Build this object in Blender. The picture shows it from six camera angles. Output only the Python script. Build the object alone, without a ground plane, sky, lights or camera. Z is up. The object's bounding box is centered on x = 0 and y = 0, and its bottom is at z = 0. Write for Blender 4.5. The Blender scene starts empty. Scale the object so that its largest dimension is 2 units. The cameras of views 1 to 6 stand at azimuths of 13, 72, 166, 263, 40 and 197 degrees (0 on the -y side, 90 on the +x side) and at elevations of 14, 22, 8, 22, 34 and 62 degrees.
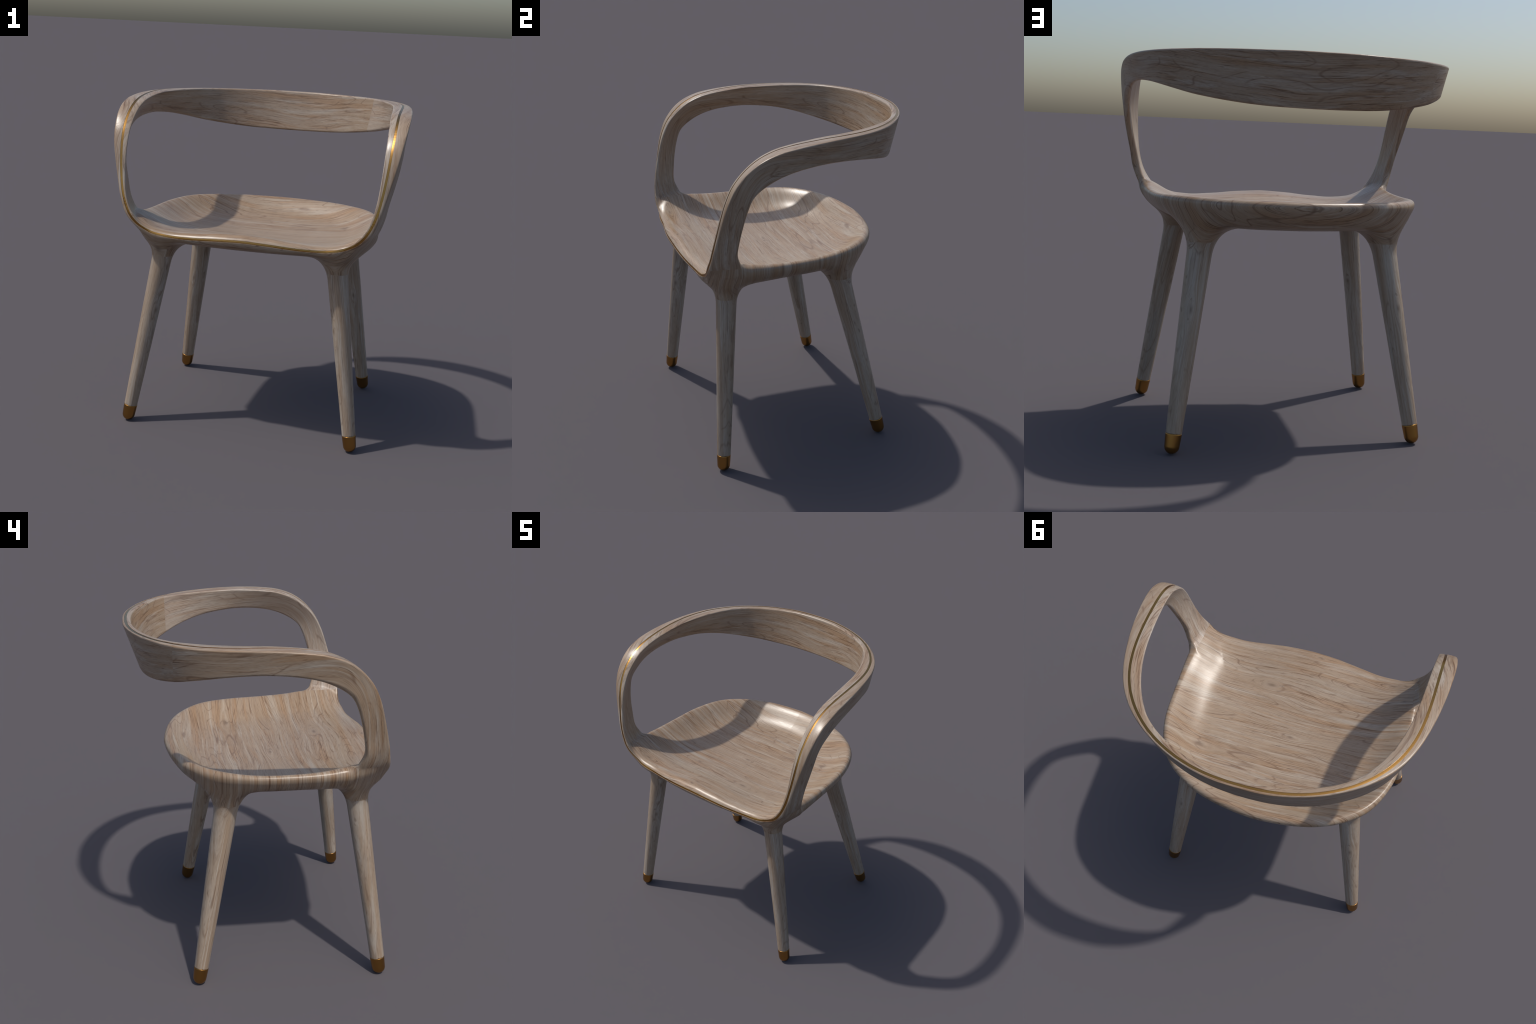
import bpy, bmesh, math
import numpy as np
from mathutils import Vector

# ---------------------------------------------------------------- helpers
def smin(a, b, k):
    h = np.maximum(k - np.abs(a - b), 0.0) / k
    return np.minimum(a, b) - h * h * k * 0.25

def smax(a, b, k):
    return -smin(-a, -b, k)

def catmull(keys, pts, q):
    """Smooth interpolation (Catmull-Rom, uneven knots) of pts given at keys."""
    keys = np.asarray(keys, float); pts = np.asarray(pts, float)
    m = np.gradient(pts, keys, axis=0)
    i = np.clip(np.searchsorted(keys, q) - 1, 0, len(keys) - 2)
    h = (keys[i + 1] - keys[i])[:, None]
    t = ((q - keys[i])[:, None]) / h
    return ((2*t**3 - 3*t**2 + 1) * pts[i] + (t**3 - 2*t**2 + t) * h * m[i]
            + (-2*t**3 + 3*t**2) * pts[i + 1] + (t**3 - t**2) * h * m[i + 1])

def smooth_rows(a, n):
    for _ in range(n):
        b = a.copy()
        b[1:-1] = 0.25 * a[:-2] + 0.5 * a[1:-1] + 0.25 * a[2:]
        a = b
    return a

# ---------------------------------------------------------------- measured design curves (right half, x >= 0)
# brass line: from the middle of the seat's front edge, up the arm, round the back
GOLD = np.array([
    (0.000, -.705, 1.223), (0.179, -.697, 1.215), (0.344, -.680, 1.204), (0.485, -.666, 1.207),
    (0.551, -.665, 1.217), (0.597, -.667, 1.231), (0.642, -.668, 1.253), (0.678, -.666, 1.285),
    (0.708, -.661, 1.326), (0.731, -.653, 1.374), (0.746, -.645, 1.416), (0.767, -.624, 1.513),
    (0.780, -.603, 1.608), (0.789, -.575, 1.702), (0.795, -.528, 1.796), (0.798, -.467, 1.868),
    (0.798, -.384, 1.926), (0.797, -.290, 1.959), (0.797, -.193, 1.974), (0.796, -.090, 1.984),
    (0.792, 0.006, 1.990), (0.782, 0.109, 1.993), (0.760, 0.211, 1.994), (0.726, 0.300, 1.996),
    (0.673, 0.389, 1.997), (0.611, 0.462, 1.998), (0.539, 0.526, 1.998), (0.451, 0.583, 1.998),
    (0.364, 0.625, 1.998), (0.271, 0.656, 1.998), (0.168, 0.677, 1.998), (0.084, 0.685, 1.998),
    (0.000, 0.687, 1.998)])
# ribbon cross-sections: inner top, outer top, inner bottom, outer bottom corner
SECTIONS = np.array([
    [(.500, -.580, 1.160), (.502, -.580, 1.152), (.500, -.490, 1.158), (.502, -.490, 1.150)],
    [(.580, -.622, 1.196), (.590, -.624, 1.180), (.578, -.470, 1.186), (.590, -.470, 1.168)],
    [(.632, -.655, 1.256), (.650, -.657, 1.234), (.647, -.465, 1.232), (.668, -.467, 1.206)],
    [(.690, -.664, 1.337), (.726, -.660, 1.315), (.708, -.480, 1.300), (.740, -.486, 1.275)],
    [(.726, -.645, 1.422), (.767, -.641, 1.409), (.742, -.512, 1.392), (.784, -.517, 1.376)],
    [(.743, -.622, 1.517), (.793, -.619, 1.508), (.766, -.502, 1.487), (.804, -.505, 1.477)],
    [(.750, -.597, 1.610), (.816, -.597, 1.603), (.790, -.482, 1.578), (.826, -.486, 1.573)],
    [(.754, -.566, 1.702), (.838, -.570, 1.698), (.806, -.456, 1.663), (.843, -.462, 1.662)],
    [(.756, -.519, 1.792), (.855, -.527, 1.793), (.818, -.421, 1.727), (.852, -.432, 1.735)],
    [(.755, -.457, 1.858), (.866, -.466, 1.867), (.821, -.373, 1.766), (.852, -.383, 1.776)],
    [(.752, -.379, 1.915), (.873, -.383, 1.924), (.822, -.314, 1.799), (.850, -.318, 1.806)],
    [(.747, -.288, 1.952), (.873, -.289, 1.957), (.819, -.258, 1.823), (.846, -.260, 1.825)],
    [(.743, -.192, 1.970), (.869, -.193, 1.972), (.811, -.180, 1.844), (.840, -.181, 1.842)],
    [(.738, -.090, 1.981), (.860, -.089, 1.982), (.798, -.079, 1.857), (.829, -.077, 1.854)],
    [(.731, 0.002, 1.988), (.847, 0.009, 1.987), (.783, 0.012, 1.860), (.815, 0.014, 1.858)],
    [(.719, 0.100, 1.990), (.826, 0.116, 1.990), (.760, 0.104, 1.855), (.793, 0.110, 1.854)],
    [(.698, 0.192, 1.992), (.797, 0.221, 1.991), (.727, 0.201, 1.846), (.763, 0.214, 1.844)],
    [(.671, 0.275, 1.994), (.757, 0.314, 1.992), (.684, 0.284, 1.832), (.722, 0.305, 1.829)],
    [(.631, 0.361, 1.996), (.697, 0.405, 1.993), (.630, 0.361, 1.813), (.664, 0.387, 1.810)],
    [(.584, 0.435, 1.997), (.629, 0.478, 1.994), (.570, 0.423, 1.795), (.597, 0.449, 1.790)],
    [(.518, 0.499, 1.997), (.551, 0.541, 1.995), (.499, 0.477, 1.778), (.519, 0.501, 1.775)],
    [(.435, 0.554, 1.997), (.460, 0.598, 1.996), (.412, 0.526, 1.763), (.424, 0.550, 1.761)],
    [(.351, 0.594, 1.997), (.371, 0.640, 1.996), (.329, 0.557, 1.753), (.338, 0.582, 1.752)],
    [(.262, 0.625, 1.997), (.276, 0.672, 1.996), (.249, 0.577, 1.747), (.255, 0.604, 1.746)],
    [(.163, 0.648, 1.998), (.171, 0.697, 1.997), (.163, 0.591, 1.744), (.167, 0.619, 1.743)],
    [(.000, 0.658, 1.998), (.000, 0.707, 1.997), (.000, 0.600, 1.742), (.000, 0.629, 1.741)]])
# widest outline of the seat in plan, from the back middle round to the front middle
OUTLINE = np.array([
    (0.000, .516), (.080, .511), (.161, .502), (.240, .488), (.315, .470), (.384, .447), (.446, .418),
    (.502, .383), (.551, .343), (.594, .299), (.629, .252), (.657, .201), (.681, .148), (.699, .093),
    (.711, .037), (.718, -.020), (.722, -.078), (.725, -.135), (.728, -.192), (.730, -.249), (.732, -.306),
    (.734, -.370), (.735, -.440), (.728, -.495), (.706, -.550), (.671, -.602), (.638, -.643), (.597, -.662),
    (.545, -.669), (.485, -.671), (.344, -.686), (.179, -.703), (0.000, -.709)])
# height of the dished seat at chosen places (x, y, z)
DISH = np.array([
    (0, -.74, 1.254), (0, -.70, 1.259), (0, -.66, 1.257), (0, -.58, 1.240), (0, -.50, 1.217), (0, -.41, 1.195),
    (0, -.25, 1.170), (0, -.10, 1.159), (0, .05, 1.155), (0, .20, 1.166),
    (.18, -.73, 1.246), (.18, -.68, 1.250), (.18, -.60, 1.236), (.18, -.41, 1.194), (.15, .05, 1.157),
    (.34, -.72, 1.231), (.34, -.66, 1.235), (.34, -.55, 1.214), (.30, -.41, 1.191), (.30, -.20, 1.168),
    (.30, .05, 1.164), (.0, .36, 1.182), (.0, .50, 1.193), (.28, .25, 1.178), (.30, .44, 1.193), (.45, .16, 1.182), (.55, .33, 1.194),
    (.48, -.70, 1.232), (.48, -.64, 1.233), (.49, -.52, 1.219), (.44, -.40, 1.199), (.44, -.10, 1.174), (.60, -.04, 1.188), (.71, .0, 1.198),
    (.56, -.64, 1.243), (.58, -.55, 1.240), (.66, -.60, 1.286), (.70, -.51, 1.256), (.60, -.47, 1.240),
    (.57, -.36, 1.216), (.55, -.20, 1.194), (.72, -.22, 1.198), (.73, -.38, 1.212)])
# the bank that rises to the rim: (distance in from the outline, slope) at the sides and at the back
BANK_SIDE = ((.26, 0), (.23, .07), (.20, .20), (.165, .37), (.13, .49), (.09, .58), (.06, .52), (.03, .36), (.0, .20), (-.05, .1))
BANK_BACK = ((.26, 0), (.23, .07), (.20, .20), (.170, .38), (.145, .53), (.11, .73), (.08, .72), (.05, .50), (.012, .22), (-.05, .1))
# legs: axis point at z = .05 and at z = .95
LEGS = {"front": ((.6931, -.6312, .05), (.5519, -.5334, .95)), "back": ((.6405, .4004, .05), (.5088, .2194, .95))}
LEG_R = {"front": (.0385, .0208), "back": (.0385, .0265)}

def leg_radius(kind, z):
    a, b = LEG_R[kind]
    return a + b * z

# ---------------------------------------------------------------- dense versions of the curves
def dense(poly, n):
    poly = np.asarray(poly, float)
    flip = np.array([-1, 1, 1])[:poly.shape[1]]
    poly = np.vstack([poly[1] * flip, poly, poly[-2] * flip])        # both ends lie on the mirror plane
    s = np.r_[0, np.cumsum(np.linalg.norm(np.diff(poly, axis=0), axis=1))]
    return catmull(s, poly, np.linspace(s[1], s[-2], n))

gold_half = smooth_rows(dense(GOLD, 700), 60)

# plan outline as closed polygon with inward-negative distance
_out = smooth_rows(dense(OUTLINE, 260), 30)
OUT_A, OUT_B = _out[:-1], _out[1:]

def _outline_distance(x, y):
    px, py = np.abs(x), y
    d2 = np.full(px.shape, 9.0)
    for c in range(0, len(px), 20000):
        X, Y = px[c:c+20000, None], py[c:c+20000, None]
        ex, ey = (OUT_B - OUT_A).T
        wx, wy = X - OUT_A[:, 0], Y - OUT_A[:, 1]
        t = np.clip((wx*ex + wy*ey) / (ex*ex + ey*ey), 0, 1)
        dx, dy = wx - t*ex, wy - t*ey
        q = dx*dx + dy*dy
        k = q.argmin(1)
        r = np.arange(len(k))
        cross = ex[k]*dy[r, k] - ey[k]*dx[r, k]      # outline runs clockwise: left side is outside
        d2[c:c+20000] = np.sqrt(q[r, k]) * np.where(cross > 0, 1, -1)
    return d2

# thin-plate surface through the dish points (mirrored)
def _bank_curve(table):
    d, m = np.array(table)[::-1].T
    q = np.linspace(d[0], d[-1], 400)
    sl = smooth_rows(np.interp(q, d, m), 120)
    z = np.r_[0, np.cumsum((sl[1:] + sl[:-1]) / 2 * np.diff(q))]
    return q, z[-1] - z
_bank_side, _bank_back = _bank_curve(BANK_SIDE), _bank_curve(BANK_BACK)

def bank_height(x, y):
    d = -_outline_distance(x, y)
    w = np.clip((y + .05) / .40, 0, 1); w = w * w * (3 - 2 * w)
    f = np.clip((y + .64) / .26, 0, 1); f = f * f * (3 - 2 * f)      # fades out into the arms and the front lip
    return (np.interp(d, *_bank_side) * (1 - w) + np.interp(d, *_bank_back) * w) * f
_dp = np.vstack([DISH, DISH[DISH[:, 0] > 1e-4] * [-1, 1, 1]])
def _tps(r2):
    return 0.5 * r2 * np.log(r2 + 1e-12)
def _fit_tps():
    n = len(_dp)
    d = _dp[:, None, :2] - _dp[None, :, :2]
    K = _tps((d**2).sum(-1)) + np.eye(n) * 0.0015
    P = np.c_[np.ones(n), _dp[:, :2]]
    A = np.block([[K, P], [P.T, np.zeros((3, 3))]])
    return np.linalg.solve(A, np.r_[_dp[:, 2], 0, 0, 0])
_tw = _fit_tps()

def _dish_height(x, y):
    z = _tw[-3] + _tw[-2]*x + _tw[-1]*y
    for i in range(len(_dp)):
        z = z + _tw[i] * _tps((x - _dp[i, 0])**2 + (y - _dp[i, 1])**2)
    return z + bank_height(x, y)

class Sampled:
    """Smooth (bicubic) lookup of a function of x >= 0 and y, computed once on a plan grid."""
    def __init__(self, fn, h):
        self.h = h; self.o = np.array([-.06, -.90])
        self.n = (int(1.10 / h), int(1.65 / h))
        gx, gy = np.meshgrid(self.o[0] + np.arange(self.n[0]) * h, self.o[1] + np.arange(self.n[1]) * h, indexing='ij')
        self.v = fn(gx.ravel(), gy.ravel()).reshape(self.n)
    def __call__(self, x, y):
        u = np.clip((np.abs(x) - self.o[0]) / self.h, 1, self.n[0] - 3); w = np.clip((y - self.o[1]) / self.h, 1, self.n[1] - 3)
        i = u.astype(int); j = w.astype(int); u = u - i; w = w - j
        k = lambda t: ((-t + 2*t*t - t**3) / 2, (2 - 5*t*t + 3*t**3) / 2, (t + 4*t*t - 3*t**3) / 2, (t**3 - t*t) / 2)
        ku, kw = k(u), k(w)
        flat = self.v.ravel(); r = 0
        for a in range(4):
            b0 = (i + a - 1) * self.n[1] + j - 1
            r = r + ku[a] * (kw[0] * flat[b0] + kw[1] * flat[b0 + 1] + kw[2] * flat[b0 + 2] + kw[3] * flat[b0 + 3])
        return r
outline_distance = Sampled(_outline_distance, .008)
dish_height = Sampled(_dish_height, .012)

# ribbon frames
def _ribbon_frames():
    sec = SECTIONS
    mid = sec.mean(1)
    s = np.r_[0, np.cumsum(np.linalg.norm(np.diff(mid, axis=0), axis=1))]
    n = 520
    q = np.linspace(0, s[-1], n)
    ext = np.vstack([sec, (sec[-2] * [-1, 1, 1])[None]])
    se = np.r_[s, s[-1] + (s[-1] - s[-2])]
    C = catmull(se, ext.reshape(len(ext), 12), q)
    C = smooth_rows(C, 25).reshape(n, 4, 3)
    C[-1, :, 0] = 0
    M = C.mean(1)
    T = np.gradient(M, axis=0)
    T[-1] = (-1, 0, 0)
    T /= np.linalg.norm(T, axis=1)[:, None]
    N = (C[:, 1] - C[:, 0]) + (C[:, 3] - C[:, 2])
    N -= T * (N * T).sum(1)[:, None]
    N /= np.linalg.norm(N, axis=1)[:, None]
    W = np.cross(T, N)
    W *= np.sign(((C[:, 2] + C[:, 3] - C[:, 0] - C[:, 1]) * W).sum(1))[:, None]
    ab = np.stack([np.einsum('kij,kj->ki', C - M[:, None], N), np.einsum('kij,kj->ki', C - M[:, None], W)], -1)
    ds = np.linalg.norm(np.gradient(M, axis=0), axis=1)
    return M, T, N, W, ab, ds
RM, RT, RN, RW, RAB, RDS = _ribbon_frames()
RMC = RM[::8]

def ribbon_distance(P):
    """P with x >= 0. Rounded trapezoid swept along the frames."""
    res = np.full(len(P), 9.0)
    sel = np.flatnonzero((P[:, 0] > .34) | (P[:, 2] > 1.6))
    res[sel] = _ribbon_distance(P[sel])
    return res

def _ribbon_distance(P):
    out = np.full(len(P), 9.0)
    for c in range(0, len(P), 12000):
        p = P[c:c+12000]
        d2 = (RMC**2).sum(1)[None] - 2 * p @ RMC.T
        k0 = d2.argmin(1) * 8
        near = (p**2).sum(1) + d2.min(1) < 0.30**2
        kw = np.clip(k0[:, None] + np.arange(-7, 8), 0, len(RM) - 1)
        dd = RM[kw] - p[:, None]
        k = kw[np.arange(len(p)), np.einsum('ijk,ijk->ij', dd, dd).argmin(1)]
        f = ((p - RM[k]) * RT[k]).sum(1) / RDS[k]
        kk = np.clip(k + f, 0, len(RM) - 1.001)
        i = kk.astype(int); t = (kk - i)[:, None]
        mix = lambda A: A[i] * (1 - t) + A[i + 1] * t
        M, N, W = mix(RM), mix(RN), mix(RW)
        ab = RAB[i] * (1 - t)[..., None] + RAB[i + 1] * t[..., None]
        a = ((p - M) * N).sum(1); b = ((p - M) * W).sum(1)
        def plane(u, v, bow=0.0):           # signed distance outside the edge u->v (interior on one side)
            e = v - u
            L = np.hypot(e[:, 0], e[:, 1]) + 1e-9
            s = ((a - u[:, 0]) * e[:, 1] - (b - u[:, 1]) * e[:, 0]) / L
            if bow:
                h = np.clip(((a - u[:, 0]) * e[:, 0] + (b - u[:, 1]) * e[:, 1]) / (L * L), 0, 1)
                s = s - bow * L * 4 * h * (1 - h)
            return s
        ti, to, bi, bo = ab[:, 0], ab[:, 1], ab[:, 2], ab[:, 3]
        top = plane(ti, to, 0.05); outer = plane(to, bo); bot = plane(bo, bi, 0.12); inner = plane(bi, ti)
        s = smax(smax(inner, top, .0095), smax(outer, top, .0095), .001)
        low = smax(smax(inner, bot, .011), smax(outer, bot, .011), .001)
        s = smax(s, low, .001)
        # end of the ribbon inside the seat
        endc = -((p - RM[0]) * RT[0]).sum(1)
        s = np.maximum(s, np.where(k < 6, endc, -9))
        out[c:c+12000] = np.where(near, s, 9.0)
    return out

def rim_height(x, y):
    u = np.clip((y + .66) / .26, 0, 1)
    u = u * u * (3 - 2 * u)
    f = 1.211 + .012 * np.clip(1 - np.abs(x) / .40, 0, 1)
    f = f + .85 * np.clip(np.abs(x) - .49, 0, .18) ** 1.5      # follows the brass line as it climbs at the corner
    return f + (1.262 - f) * u

def leg_distance(P, kind):
    a, b = (np.array(v) for v in LEGS[kind])
    d = (b - a) / (b - a)[2]
    ax = a + d * (P[:, 2] - a[2])[:, None]
    r = np.hypot(*(P - ax)[:, :2].T)
    tilt = 1 / math.sqrt(1 + d[0]**2 + d[1]**2)
    side = (r - leg_radius(kind, P[:, 2]) / (0.5 + 0.5 * tilt)) * (0.5 + 0.5 * tilt)
    L = d / np.linalg.norm(d)
    cut = -((P - (a + d * (.100 - .05))) @ L) - .0
    return np.maximum(side, cut)

def field(P):
    """Signed distance-like field of all the wood, symmetric in x."""
    P = np.c_[np.abs(P[:, 0]), P[:, 1], P[:, 2]]
    F = np.full(len(P), 9.0)
    z = P[:, 2]
    front, back = leg_distance(P, "front"), leg_distance(P, "back")
    legs = np.minimum(front, back)
    low = z < .90
    F[low] = legs[low]
    hi = ~low
    Q = P[hi]
    zq = Q[:, 2]
    seat = np.full(len(Q), 9.0)
    m = zq < 1.42
    S = Q[m]
    d2 = outline_distance(S[:, 0], S[:, 1])
    zr = rim_height(S[:, 0], S[:, 1])
    slope = 0.62
    under = np.maximum(zr - S[:, 2], 0)
    under = np.where(under < .036, under**2 / .072, under - .018)     # eases from upright rim into the slope
    over = np.clip(S[:, 2] - zr + .004, 0, .06)           # and the top of the rim rolls inward
    wall = (d2 + slope * under + 12 * over * over) / math.sqrt(1 + 0.5 * slope**2)
    edge = np.interp(S[:, 1], (-.70, -.45, -.20, .08, .36, .55), (1.160, 1.163, 1.168, 1.168, 1.147, 1.147))
    zb = edge - .055 * (1 - np.exp(-np.maximum(-d2 - .04, 0) / .30))
    bottom = zb - S[:, 2]
    body = smax(wall, bottom, .055 - .015 * np.clip((-.48 - S[:, 1]) / .14, 0, 1))
    body = smin(smin(body, front[hi][m], .14), back[hi][m], .165)
    top = (S[:, 2] - dish_height(S[:, 0], S[:, 1])) * .9
    fr = np.clip((-.48 - S[:, 1]) / .14, 0, 1)            # the front lip is rounded more tightly
    kr = (.028 + .014 * fr) * np.clip(1 - (-d2 - .07) / .05, .12, 1)
    seat[m] = smax(body, top, kr)
    seat = np.where(m, seat, 9.0)
    rib = ribbon_distance(Q)
    kb = .034 + .022 * np.clip((Q[:, 1] + .645) / .08, 0, 1)
    F[hi] = smin(seat, rib, kb)
    return F

# ---------------------------------------------------------------- polygonise (dual surface, snapped onto the zero level)
def polygonise(h=.005):
    nx, ny, nz = int(.91 / h) + 1, int(1.46 / h) + 1, int(1.98 / h) + 2
    o = np.array([0.0, -.73, .06])
    B = 8
    cx = [np.arange(0, n, B) for n in (nx, ny, nz)]
    g = np.stack(np.meshgrid(*cx, indexing='ij'), -1).reshape(-1, 3)
    fc = field(o + (g + B / 2) * h)
    keep = g[np.abs(fc) < B * h * 1.25]
    val = np.full((nx + B + 1, ny + B + 1, nz + B + 1), 9.0, np.float32)
    need = np.zeros(val.shape, bool)
    for i, j, k in keep:
        need[i:i + B + 1, j:j + B + 1, k:k + B + 1] = True
    idx = np.argwhere(need)
    val[need] = field(o + idx * h)
    # mirror to the other half
    full = np.concatenate([val[:0:-1], val], 0)
    nd = np.concatenate([need[:0:-1], need], 0)
    off = o - np.array([(val.shape[0] - 1) * h, 0, 0])
    ins = full < 0
    corners = [(a, b, c) for a in (0, 1) for b in (0, 1) for c in (0, 1)]
    sh = np.array(full.shape) - 1
    sl = lambda A, c: A[c[0]:c[0] + sh[0], c[1]:c[1] + sh[1], c[2]:c[2] + sh[2]]
    cnt = np.zeros(sh, np.int8); ok = np.ones(sh, bool)
    for c in corners:
        cnt += sl(ins, c); ok &= sl(nd, c)
    act = ok & (cnt > 0) & (cnt < 8)
    cells = np.argwhere(act)
    ids = np.full(sh, -1, np.int32); ids[act] = np.arange(len(cells))
    acc = np.zeros((len(cells), 3)); num = np.zeros(len(cells))
    for ax in range(3):
        for c in corners:
            if c[ax]: continue
            c2 = list(c); c2[ax] = 1
            va = full[tuple((cells + c).T)]; vb = full[tuple((cells + c2).T)]
            x = (va < 0) != (vb < 0)
            t = np.where(x, va / np.where(x, va - vb, 1), 0)
            p = np.tile(np.array(c, float), (len(cells), 1)); p[:, ax] = t
            acc[x] += p[x]; num += x
    V = off + (cells + acc / num[:, None]) * h
    quads = []
    for ax in range(3):
        u, w = (ax + 1) % 3, (ax + 2) % 3
        a = ins[tuple(slice(0, s) if i == ax else slice(1, s) for i, s in enumerate(sh))]
        b = ins[tuple(slice(1, s + 1) if i == ax else slice(1, s) for i, s in enumerate(sh))]
        e = np.argwhere(a != b)
        sgn = a[tuple(e.T)]
        base = e.copy(); base[:, u] += 1; base[:, w] += 1
        q = []
        for du, dw in ((-1, -1), (0, -1), (0, 0), (-1, 0)):
            cc = base.copy(); cc[:, u] += du; cc[:, w] += dw
            q.append(ids[tuple(cc.T)])
        q = np.stack(q, 1)
        good = (q >= 0).all(1)
        q = np.where(sgn[:, None], q, q[:, ::-1])
        quads.append(q[good])
    return V, np.concatenate(quads)

def gradient(P, e=.0012):
    g = np.zeros_like(P)
    for i in range(3):
        d = np.zeros(3); d[i] = e
        g[:, i] = (field(P + d) - field(P - d)) / (2 * e)
    return g

def by_half(fn):
    """Work out one half only and mirror the answer."""
    def wrapped(P, *a):
        key = np.round(np.c_[np.abs(P[:, 0]), P[:, 1:]], 6)
        u, first, inv = np.unique(key, axis=0, return_index=True, return_inverse=True)
        r = fn(np.c_[np.abs(P[first, 0]), P[first, 1:]], *a)[inv.ravel()]
        r[:, 0] *= np.where(P[:, 0] < 0, -1, 1)
        return r
    return wrapped

@by_half
def snap(P, iters=2, limit=.004):
    P = P.copy()
    for _ in range(iters):
        f = field(P); g = gradient(P)
        step = g * (f / np.maximum((g * g).sum(1), .05))[:, None]
        L = np.linalg.norm(step, axis=1)
        step *= (np.minimum(L, limit) / np.maximum(L, 1e-9))[:, None]
        P -= step
    return P

@by_half
def normals_of(P):
    g = gradient(P, .0016)
    return g / np.maximum(np.linalg.norm(g, axis=1), 1e-9)[:, None]

# ---------------------------------------------------------------- materials
LEG_TOP = 1.055; ARM_Z = 1.305; BACK_Y = .455      # where one part's wood meets the next

class Nodes:
    def __init__(self, name):
        self.mat = bpy.data.materials.new(name); self.mat.use_nodes = True
        self.t = self.mat.node_tree; self.t.nodes.clear()
        self.out = self.t.nodes.new("ShaderNodeOutputMaterial")
        self.bsdf = self.t.nodes.new("ShaderNodeBsdfPrincipled")
        self.t.links.new(self.bsdf.outputs[0], self.out.inputs[0])
    def link(self, a, b): self.t.links.new(a, b)
    def _set(self, sock, v):
        if isinstance(v, bpy.types.NodeSocket): self.link(v, sock)
        else: sock.default_value = v
    def math(self, op, a, b=None, c=None):
        n = self.t.nodes.new("ShaderNodeMath"); n.operation = op
        for s, v in zip(n.inputs, (a, b, c)):
            if v is not None: self._set(s, v)
        return n.outputs[0]
    def xyz(self, v):
        n = self.t.nodes.new("ShaderNodeSeparateXYZ"); self.link(v, n.inputs[0]); return n.outputs
    def vec(self, x, y, z):
        n = self.t.nodes.new("ShaderNodeCombineXYZ")
        for s, v in zip(n.inputs, (x, y, z)): self._set(s, v)
        return n.outputs[0]
    def noise(self, v, scale=1.0, detail=2.0, rough=.5, dist=0.0):
        n = self.t.nodes.new("ShaderNodeTexNoise"); self.link(v, n.inputs["Vector"])
        n.inputs["Scale"].default_value = scale; n.inputs["Detail"].default_value = detail
        n.inputs["Roughness"].default_value = rough; n.inputs["Distortion"].default_value = dist
        return n.outputs[0]
    def ramp(self, v, stops):
        n = self.t.nodes.new("ShaderNodeValToRGB"); self.link(v, n.inputs[0])
        el = n.color_ramp.elements
        while len(el) < len(stops): el.new(.5)
        for e, (p, c) in zip(el, stops):
            e.position = p; e.color = c if len(c) == 4 else (*c, 1)
        return n.outputs[0]
    def mix(self, f, a, b, mode="MIX"):
        n = self.t.nodes.new("ShaderNodeMix"); n.data_type = "RGBA"; n.blend_type = mode
        self._set(n.inputs[0], f); self._set(n.inputs[6], a); self._set(n.inputs[7], b)
        return n.outputs[2]
    def range(self, v, a, b, c=0.0, d=1.0):
        n = self.t.nodes.new("ShaderNodeMapRange"); n.interpolation_type = "SMOOTHSTEP"
        self._set(n.inputs[0], v)
        for s, x in zip(n.inputs[1:5], (a, b, c, d)): s.default_value = x
        return n.outputs[0]

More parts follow.
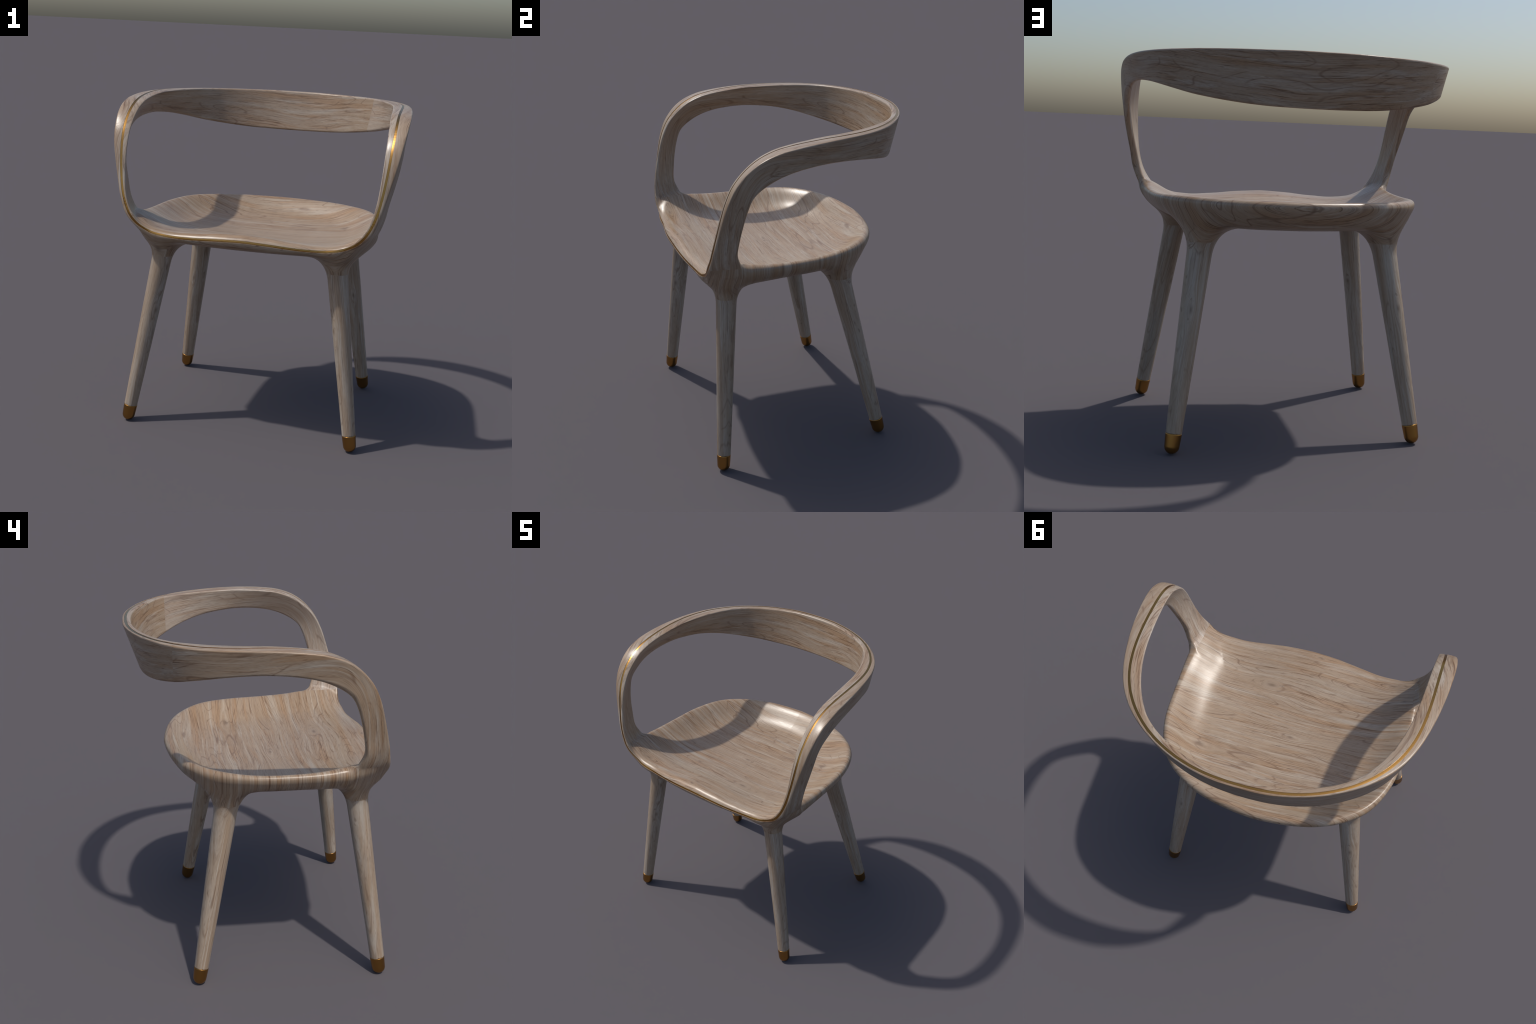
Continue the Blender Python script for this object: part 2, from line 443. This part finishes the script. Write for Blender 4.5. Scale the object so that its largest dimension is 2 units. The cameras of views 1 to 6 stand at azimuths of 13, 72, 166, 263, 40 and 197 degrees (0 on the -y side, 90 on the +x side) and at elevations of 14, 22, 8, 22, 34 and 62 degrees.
def wood(name, frame, seed, knots=(), tone=1.0, pale=0.0, streak=1.0, veneer=False, hue=(1.0, .945, .895), sway=.11):
    """Pale limed wood. frame(nodes, x, y, z) gives (along, across, depth) in metres."""
    N = Nodes(name)
    co = N.t.nodes.new("ShaderNodeTexCoord")
    x, y, z = N.xyz(co.outputs["Object"])
    al, ac, de = frame(N, x, y, z)
    al = N.math("ADD", al, seed * 3.17)
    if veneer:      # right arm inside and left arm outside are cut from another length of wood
        geo = N.t.nodes.new("ShaderNodeNewGeometry")
        nx, ny, nz = N.xyz(geo.outputs["Normal"])
        radial = N.math("ADD", N.math("MULTIPLY", nx, N.math("SIGN", x)), N.math("MULTIPLY", ny, N.math("MULTIPLY", N.math("MAXIMUM", y, 0.0), 1.5)))
        facing = N.math("MULTIPLY", radial, N.math("SIGN", x))
        sw = N.math("MULTIPLY", N.math("LESS_THAN", facing, -.35), N.math("LESS_THAN", y, BACK_Y))
        al = N.math("ADD", al, N.math("MULTIPLY", sw, 5.3))
    # knots bend the grain round themselves
    knot_mask = knot_halo = None
    for (ka, kc, r) in knots:
        da = N.math("SUBTRACT", al, ka + seed * 3.17); dc = N.math("SUBTRACT", ac, kc)
        q = N.math("ADD", N.math("POWER", N.math("ABSOLUTE", N.math("DIVIDE", da, r * 2.6)), 2.0),
                   N.math("POWER", N.math("ABSOLUTE", N.math("DIVIDE", dc, r)), 2.0))
        g = N.math("EXPONENT", N.math("MULTIPLY", q, -1.0))
        push = N.math("MULTIPLY", g, N.math("MULTIPLY", N.math("TANH", N.math("DIVIDE", dc, r * .3)), r * .75))
        core = N.math("EXPONENT", N.math("MULTIPLY", q, -16.0))
        halo = N.math("EXPONENT", N.math("MULTIPLY", q, -5.0))
        ac = N.math("SUBTRACT", ac, push)
        knot_mask = core if knot_mask is None else N.math("MAXIMUM", knot_mask, core)
        knot_halo = halo if knot_halo is None else N.math("MAXIMUM", knot_halo, halo)
    M = lambda v, k: N.math("MULTIPLY", v, k)
    C = lambda r, g, b: (r * tone * hue[0], g * tone * hue[1], b * tone * hue[2], 1)
    def across(fq, fl, detail, rough, off):      # noise drawn out along the grain: fq per metre across, fl per metre along
        return N.noise(N.vec(M(q, fq), M(al, fl), M(de, 6.0 + off)), 1.0, detail, rough)
    # slow wander of the grain
    wander = N.noise(N.vec(M(al, 1.2), M(ac, 3.2), M(de, 3.0)), 1.0, 1.0, .4)
    wob = N.noise(N.vec(M(al, 3.2), M(ac, 16.0), M(de, 16.0)), 1.0, 2.0, .5)
    q = N.math("ADD", ac, M(N.math("SUBTRACT", wander, .5), sway))
    q = N.math("ADD", q, M(N.math("SUBTRACT", wob, .5), .008))
    q = N.math("ADD", q, M(de, .55))
    base = N.ramp(across(46, 1.0, 5.0, .64, .1), [(.30, C(.305, .225, .158)), (.46, C(.350, .274, .206)), (.56, C(.385, .315, .248)), (.72, C(.440, .382, .320))])
    broad = across(9, 1.1, 2.0, .5, 21.3)
    base = N.mix(N.range(broad, .40, .62, .42, 0), base, C(.300, .212, .140))
    cluster = across(30, 1.5, 3.0, .6, 2.3)
    warm = N.mix(N.range(cluster, .46, .66, 0, .54 * (1 - pale)), base, C(.325, .200, .108))
    grey = N.mix(N.range(across(26, 1.6, 3.0, .6, 4.7), .52 - .14 * pale, .70, 0, .60 + .2 * pale), warm, C(.420, .385, .342))
    white = N.mix(N.range(across(110, 1.4, 2.0, .5, 6.1), .60, .72, 0, .45), grey, C(.500, .455, .400))
    # growth-ring outlines: contours of a stretched field close up into cathedral loops
    ring_field = N.noise(N.vec(M(al, 1.0), M(q, 6.0), M(de, 5.0)), 1.0, 1.6, .40)
    saw = N.math("FRACT", M(ring_field, 16.0))
    ring = N.math("SUBTRACT", 1.0, N.range(N.math("ABSOLUTE", N.math("SUBTRACT", saw, .5)), .0, .11, 0, 1))
    broken = N.range(across(11, 1.6, 3.0, .6, 8.3), .43, .58, .0, 1)
    rg = N.mix(M(N.math("MULTIPLY", ring, broken), .56 * streak), white, C(.165, .098, .062))
    # dark broken streaks gathered where the wood is warm
    fine = N.range(across(250, 4.6, 3.0, .62, 9.7), .535, .64, 0, 1)
    long = N.range(across(175, 1.5, 3.0, .6, 15.3), .56, .65, 0, 1)
    rg = N.mix(M(N.math("MULTIPLY", long, N.range(across(16, 3.0, 2.0, .5, 17.9), .40, .58, .05, 1)), .50 * streak), rg, C(.150, .088, .054))
    where = N.range(cluster, .40, .62, .22, 1)
    dk = N.mix(M(N.math("MULTIPLY", fine, where), .80 * streak), rg, C(.135, .074, .040))
    pores = across(420, 18, 1.0, .5, 12.1)
    po = N.mix(M(N.range(pores, .64, .74, 0, 1), .6 * streak), dk, C(.100, .055, .030))
    fibre = N.noise(N.vec(M(al, 22.0), M(q, 520.0), M(de, 240.0)), 1.0, 3.0, .65)
    fb = N.mix(.34, po, N.ramp(fibre, [(.30, (.31, .30, .29)), (.70, (.67, .66, .65))]), "OVERLAY")
    if knot_mask is not None:
        fb = N.mix(M(knot_halo, .22), fb, C(.470, .420, .360))
        fb = N.mix(M(knot_mask, .65), fb, C(.125, .075, .045))
    if veneer:
        hs = N.t.nodes.new("ShaderNodeHueSaturation")
        hs.inputs["Saturation"].default_value = .74; hs.inputs["Value"].default_value = 1.14
        N.link(N.math("MULTIPLY", sw, N.math("GREATER_THAN", x, 0.0)), hs.inputs["Fac"]); N.link(fb, hs.inputs["Color"])
        fb = hs.outputs[0]
    N.link(fb, N.bsdf.inputs["Base Color"])
    N.link(N.range(fibre, .3, .7, .31, .38), N.bsdf.inputs["Roughness"])
    N.bsdf.inputs["Specular IOR Level"].default_value = .5
    return N.mat

def seat_frame(N, x, y, z):
    return x, y, N.math("MULTIPLY", N.math("MINIMUM", N.math("SUBTRACT", z, 1.16), 0.0), .35)

def ribbon_frame(N, x, y, z):
    """Across = depth below the brass line (rounds the arm's bend); along runs up the arm and round the back."""
    rise = N.math("SUBTRACT", z, 1.25)
    front = N.math("ADD", y, N.math("SUBTRACT", .69, N.math("MULTIPLY", N.math("MULTIPLY", rise, rise), .40)))
    top = N.math("SUBTRACT", 2.0, z)
    ac = N.t.nodes.new("ShaderNodeMath"); ac.operation = "SMOOTH_MIN"
    N.link(front, ac.inputs[0]); N.link(top, ac.inputs[1]); ac.inputs[2].default_value = .25
    ang = N.math("ARCTAN2", N.math("ABSOLUTE", x), N.math("ADD", y, .05))
    sgn = N.math("SIGN", x)
    al = N.math("MULTIPLY", N.math("ADD", N.math("MULTIPLY", ang, .72), N.math("MULTIPLY", N.math("MAXIMUM", N.math("SUBTRACT", top, .28), 0.0), .75)), sgn)
    ym = N.math("MAXIMUM", y, 0.0)
    de = N.math("SQRT", N.math("ADD", N.math("MULTIPLY", x, x), N.math("MULTIPLY", ym, ym)))
    return al, ac.outputs[0], de

def leg_frame(kind, sx):
    a, b = (np.array(v) for v in LEGS[kind]); d = (b - a) / (b - a)[2]
    def f(N, x, y, z):
        u = N.math("SUBTRACT", N.math("MULTIPLY", x, sx), N.math("MULTIPLY", z, float(d[0])))
        v = N.math("SUBTRACT", y, N.math("MULTIPLY", z, float(d[1])))
        return z, u, N.math("SUBTRACT", v, .3)
    return f

def metal(name, col, rough):
    N = Nodes(name)
    co = N.t.nodes.new("ShaderNodeTexCoord")
    n = N.noise(co.outputs["Object"], 9.0, 2.0, .5)
    c = N.mix(n, (*[v * .95 for v in col], 1), (*[min(1, v * 1.05) for v in col], 1))
    N.link(c, N.bsdf.inputs["Base Color"])
    N.bsdf.inputs["Metallic"].default_value = 1.0
    N.bsdf.inputs["Roughness"].default_value = rough
    return N.mat

# ---------------------------------------------------------------- build
V, Q = polygonise()
V = snap(V, 3)

whole = bpy.data.meshes.new("whole")
whole.from_pydata(V.tolist(), [], Q.tolist())
bm = bmesh.new(); bm.from_mesh(whole)

# the brass sits in a groove: a trench is pressed into the carved body along the line, and fine lips of wood
# with upright inner edges are laid along both sides of it
GROOVE = .0073
line = np.vstack([gold_half[:-1], (gold_half * [-1, 1, 1])[::-1][:-1]])
line = snap(line, 4, .01)
for ax in range(3):                          # even out the line, then settle it on the surface again
    for _ in range(20):
        line[:, ax] = .25 * np.roll(line[:, ax], 1) + .5 * line[:, ax] + .25 * np.roll(line[:, ax], -1)
line = snap(line, 3, .01)
LT = np.roll(line, -3, 0) - np.roll(line, 3, 0)
LT /= np.linalg.norm(LT, axis=1)[:, None]
LN = normals_of(line)
LU = np.cross(LT, LN); LU /= np.linalg.norm(LU, axis=1)[:, None]

def press(P, N):
    P = P.copy()
    half = line[::2]
    for c in range(0, len(P), 8000):
        p = P[c:c + 8000]
        d = (p**2).sum(1)[:, None] - 2 * p @ half.T + (half**2).sum(1)[None]
        r = np.sqrt(np.maximum(d.min(1), 0))
        w = np.clip((.0155 - r) / .005, 0, 1)
        P[c:c + 8000] = p - N[c:c + 8000] * (.0065 * w)[:, None]
    return P

def slice_at(co, no, test):
    fs = [f for f in bm.faces if test(f.calc_center_median())]
    es = {e for f in fs for e in f.edges}; vs = {v for f in fs for v in f.verts}
    bmesh.ops.bisect_plane(bm, geom=list(vs) + list(es) + fs, dist=1e-5, plane_co=co, plane_no=no)

slice_at((0, 0, LEG_TOP), (0, 0, 1), lambda c: abs(c.z - LEG_TOP) < .02)
slice_at((0, 0, ARM_Z), (0, .0, 1), lambda c: abs(c.z - ARM_Z) < .02)
slice_at((0, BACK_Y, 0), (0, 1, 0), lambda c: c.z > 1.5 and abs(c.y - BACK_Y) < .02)
bm.verts.ensure_lookup_table(); bm.verts.index_update()
P = np.array([v.co[:] for v in bm.verts])
NORM = normals_of(P)
P = press(P, NORM)

def region(c):
    if c.z < LEG_TOP:
        return ("leg", "front" if c.y < 0 else "back", 1 if c.x > 0 else -1)
    if c.z > ARM_Z:
        return ("backrest",) if (c.y > BACK_Y) else ("arm", 1 if c.x > 0 else -1)
    return ("seat",)

groups = {}
for f in bm.faces:
    groups.setdefault(region(f.calc_center_median()), []).append([v.index for v in f.verts])
bm.free(); bpy.data.meshes.remove(whole)

def band(stops, closed_face=False):
    """Rows of points along the line: stops are (sideways, height above the surface)."""
    rows, nor = [], []
    for u, o in stops:
        p = snap(line + LU * u, 3, .004)
        m = normals_of(p)
        rows.append(p + m * o); nor.append(m)
    return rows, nor

def lay(rows, nor):
    """Add the band to the wood, each part of it to the piece it lies on."""
    global P, NORM
    base = len(P); n = len(line); k = len(rows)
    P = np.vstack([P, np.stack(rows, 1).reshape(-1, 3)])
    NORM = np.vstack([NORM, np.stack(nor, 1).reshape(-1, 3)])
    for i in range(n):
        i2 = (i + 1) % n
        for j in range(k - 1):
            f = [base + i * k + j, base + i2 * k + j, base + i2 * k + j + 1, base + i * k + j + 1]
            c = Vector(P[f].mean(0))
            a, b_, d_ = P[f[0]], P[f[1]], P[f[3]]
            if np.dot(np.cross(b_ - a, d_ - a), NORM[f].mean(0)) < 0: f.reverse()
            groups[region(c)].append(f)

for sd in (-1, 1):
    rows, nor = band([(sd * u, o) for u, o in ((GROOVE, -.0002), (GROOVE + .0009, .0003), (.0110, .0004), (.0145, .0004), (.0185, .0002), (.0200, -.0009))])
    lay(rows, nor)
    rows, nor = band([(sd * GROOVE, -.0002), (sd * GROOVE, -.0060)])
    lay(rows, [-sd * LU, -sd * LU])

root = bpy.data.objects.new("armchair", None)
bpy.context.collection.objects.link(root)
root["label"] = "pale limed wood armchair with bentwood back and brass inlay"
root["category"] = "armchair"

def add(name, mesh, mat, parent=root):
    ob = bpy.data.objects.new(name, mesh)
    bpy.context.collection.objects.link(ob)
    ob.parent = parent
    mesh.materials.append(mat)
    return ob

def piece(name, faces, mat, parent=root):
    used = np.unique(np.concatenate([np.array(f) for f in faces]))
    new = {int(o): i for i, o in enumerate(used)}
    me = bpy.data.meshes.new(name)
    me.from_pydata(P[used].tolist(), [], [[new[i] for i in f] for f in faces])
    me.polygons.foreach_set("use_smooth", [True] * len(me.polygons))
    me.normals_split_custom_set_from_vertices(NORM[used].tolist())
    return add(name, me, mat, parent)

seat_mat = wood("seat_wood", seat_frame, 1.0, knots=[(-.03, -.11, .030), (.475, .11, .042), (.182, -.412, .045), (-.54, -.60, .036), (-.06, -.66, .026)], hue=(1.0, .955, .890), tone=.95, streak=1.12)
back_mat = wood("bentwood", ribbon_frame, 5.2, tone=.95, veneer=True, hue=(1.0, .970, .928), sway=.06)
arm_mat = {1: back_mat, -1: back_mat}
brass = metal("brass", (.44, .24, .070), .27)
bronze = metal("bronze", (.40, .205, .058), .30)

legs = {}
for key in sorted(groups, key=str):
    if key[0] == "seat": piece("seat", groups[key], seat_mat)
    elif key[0] == "backrest": piece("backrest", groups[key], back_mat)
    elif key[0] == "arm": piece("arm", groups[key], arm_mat[key[1]])
    else:
        m = wood("leg_wood_%s_%s" % (key[1], "right" if key[2] > 0 else "left"), leg_frame(key[1], key[2]), 7.0 + key[2] * .8 + (1.9 if key[1] == "back" else 0), knots=[(.72, .66, .03)], tone=.97, pale=.75, streak=.72, hue=(1.0, .990, .975), sway=.05)
        legs[key[1:]] = piece("leg", groups[key], m)

# metal foot caps: straight cone running on from the leg, closed by a round end
def cap_mesh(kind, sx):
    a, b = (np.array(v) for v in LEGS[kind])
    a, b = a * [sx, 1, 1], b * [sx, 1, 1]
    L = (b - a) / np.linalg.norm(b - a)
    r0 = .0385
    c = a + (b - a) / (b - a)[2] * (r0 - a[2])            # centre of the round end
    h = np.linalg.norm((a + (b - a) / (b - a)[2] * .05) - c)
    e1 = np.cross(L, (0, 1, 0)); e1 /= np.linalg.norm(e1); e2 = np.cross(L, e1)
    rt = leg_radius(kind, .1) + .0012
    prof = [(h - .004, rt - .004), (h, rt - .004), (h + .0005, rt - .0012), (h - .0008, rt)]
    prof = [(h - .02, rt - .006), (h + .0002, rt - .006), (h + .0006, rt - .0014), (h - .0006, rt - .0002)]
    prof += [(h * t, r0 + (rt - r0) * t) for t in np.linspace(.93, .04, 8)]
    prof += [(-r0 * math.sin(t), r0 * math.cos(t)) for t in np.linspace(.05, math.pi / 2 - .02, 14)]
    n = 48
    vs = [c + L * u + (e1 * math.cos(q) + e2 * math.sin(q)) * r for u, r in prof for q in np.linspace(0, 2 * math.pi, n, endpoint=False)]
    fs = [(i * n + j, i * n + (j + 1) % n, (i + 1) * n + (j + 1) % n, (i + 1) * n + j) for i in range(len(prof) - 1) for j in range(n)]
    vs.append(c - L * r0); k = len(vs) - 1
    m = (len(prof) - 1) * n
    fs += [(m + j, m + (j + 1) % n, k) for j in range(n)]
    me = bpy.data.meshes.new("foot_cap")
    me.from_pydata([tuple(v) for v in vs], [], fs)
    bmm = bmesh.new(); bmm.from_mesh(me); bmesh.ops.recalc_face_normals(bmm, faces=bmm.faces); bmm.to_mesh(me); bmm.free()
    me.polygons.foreach_set("use_smooth", [True] * len(me.polygons))
    return me
for key, ob in legs.items():
    add("foot_cap", cap_mesh(*key), bronze, ob)

# brass laid in the groove
rows, nor = band([(u * GROOVE, -.0019 - (.0022 if abs(u) > 1 else 0)) for u in (-1.05, -.98, -.5, 0, .5, .98, 1.05)])
n, k = len(line), len(rows)
vs = np.stack(rows, 1).reshape(-1, 3)
fs = [(i * k + j, ((i + 1) % n) * k + j, ((i + 1) % n) * k + j + 1, i * k + j + 1) for i in range(n) for j in range(k - 1)]
if np.dot(np.cross(vs[fs[3][1]] - vs[fs[3][0]], vs[fs[3][3]] - vs[fs[3][0]]), LN[0]) < 0: fs = [f[::-1] for f in fs]
me = bpy.data.meshes.new("brass_inlay"); me.from_pydata(vs.tolist(), [], fs)
me.polygons.foreach_set("use_smooth", [True] * len(me.polygons))
me.normals_split_custom_set_from_vertices(np.stack(nor, 1).reshape(-1, 3).tolist())
add("brass_inlay", me, brass)
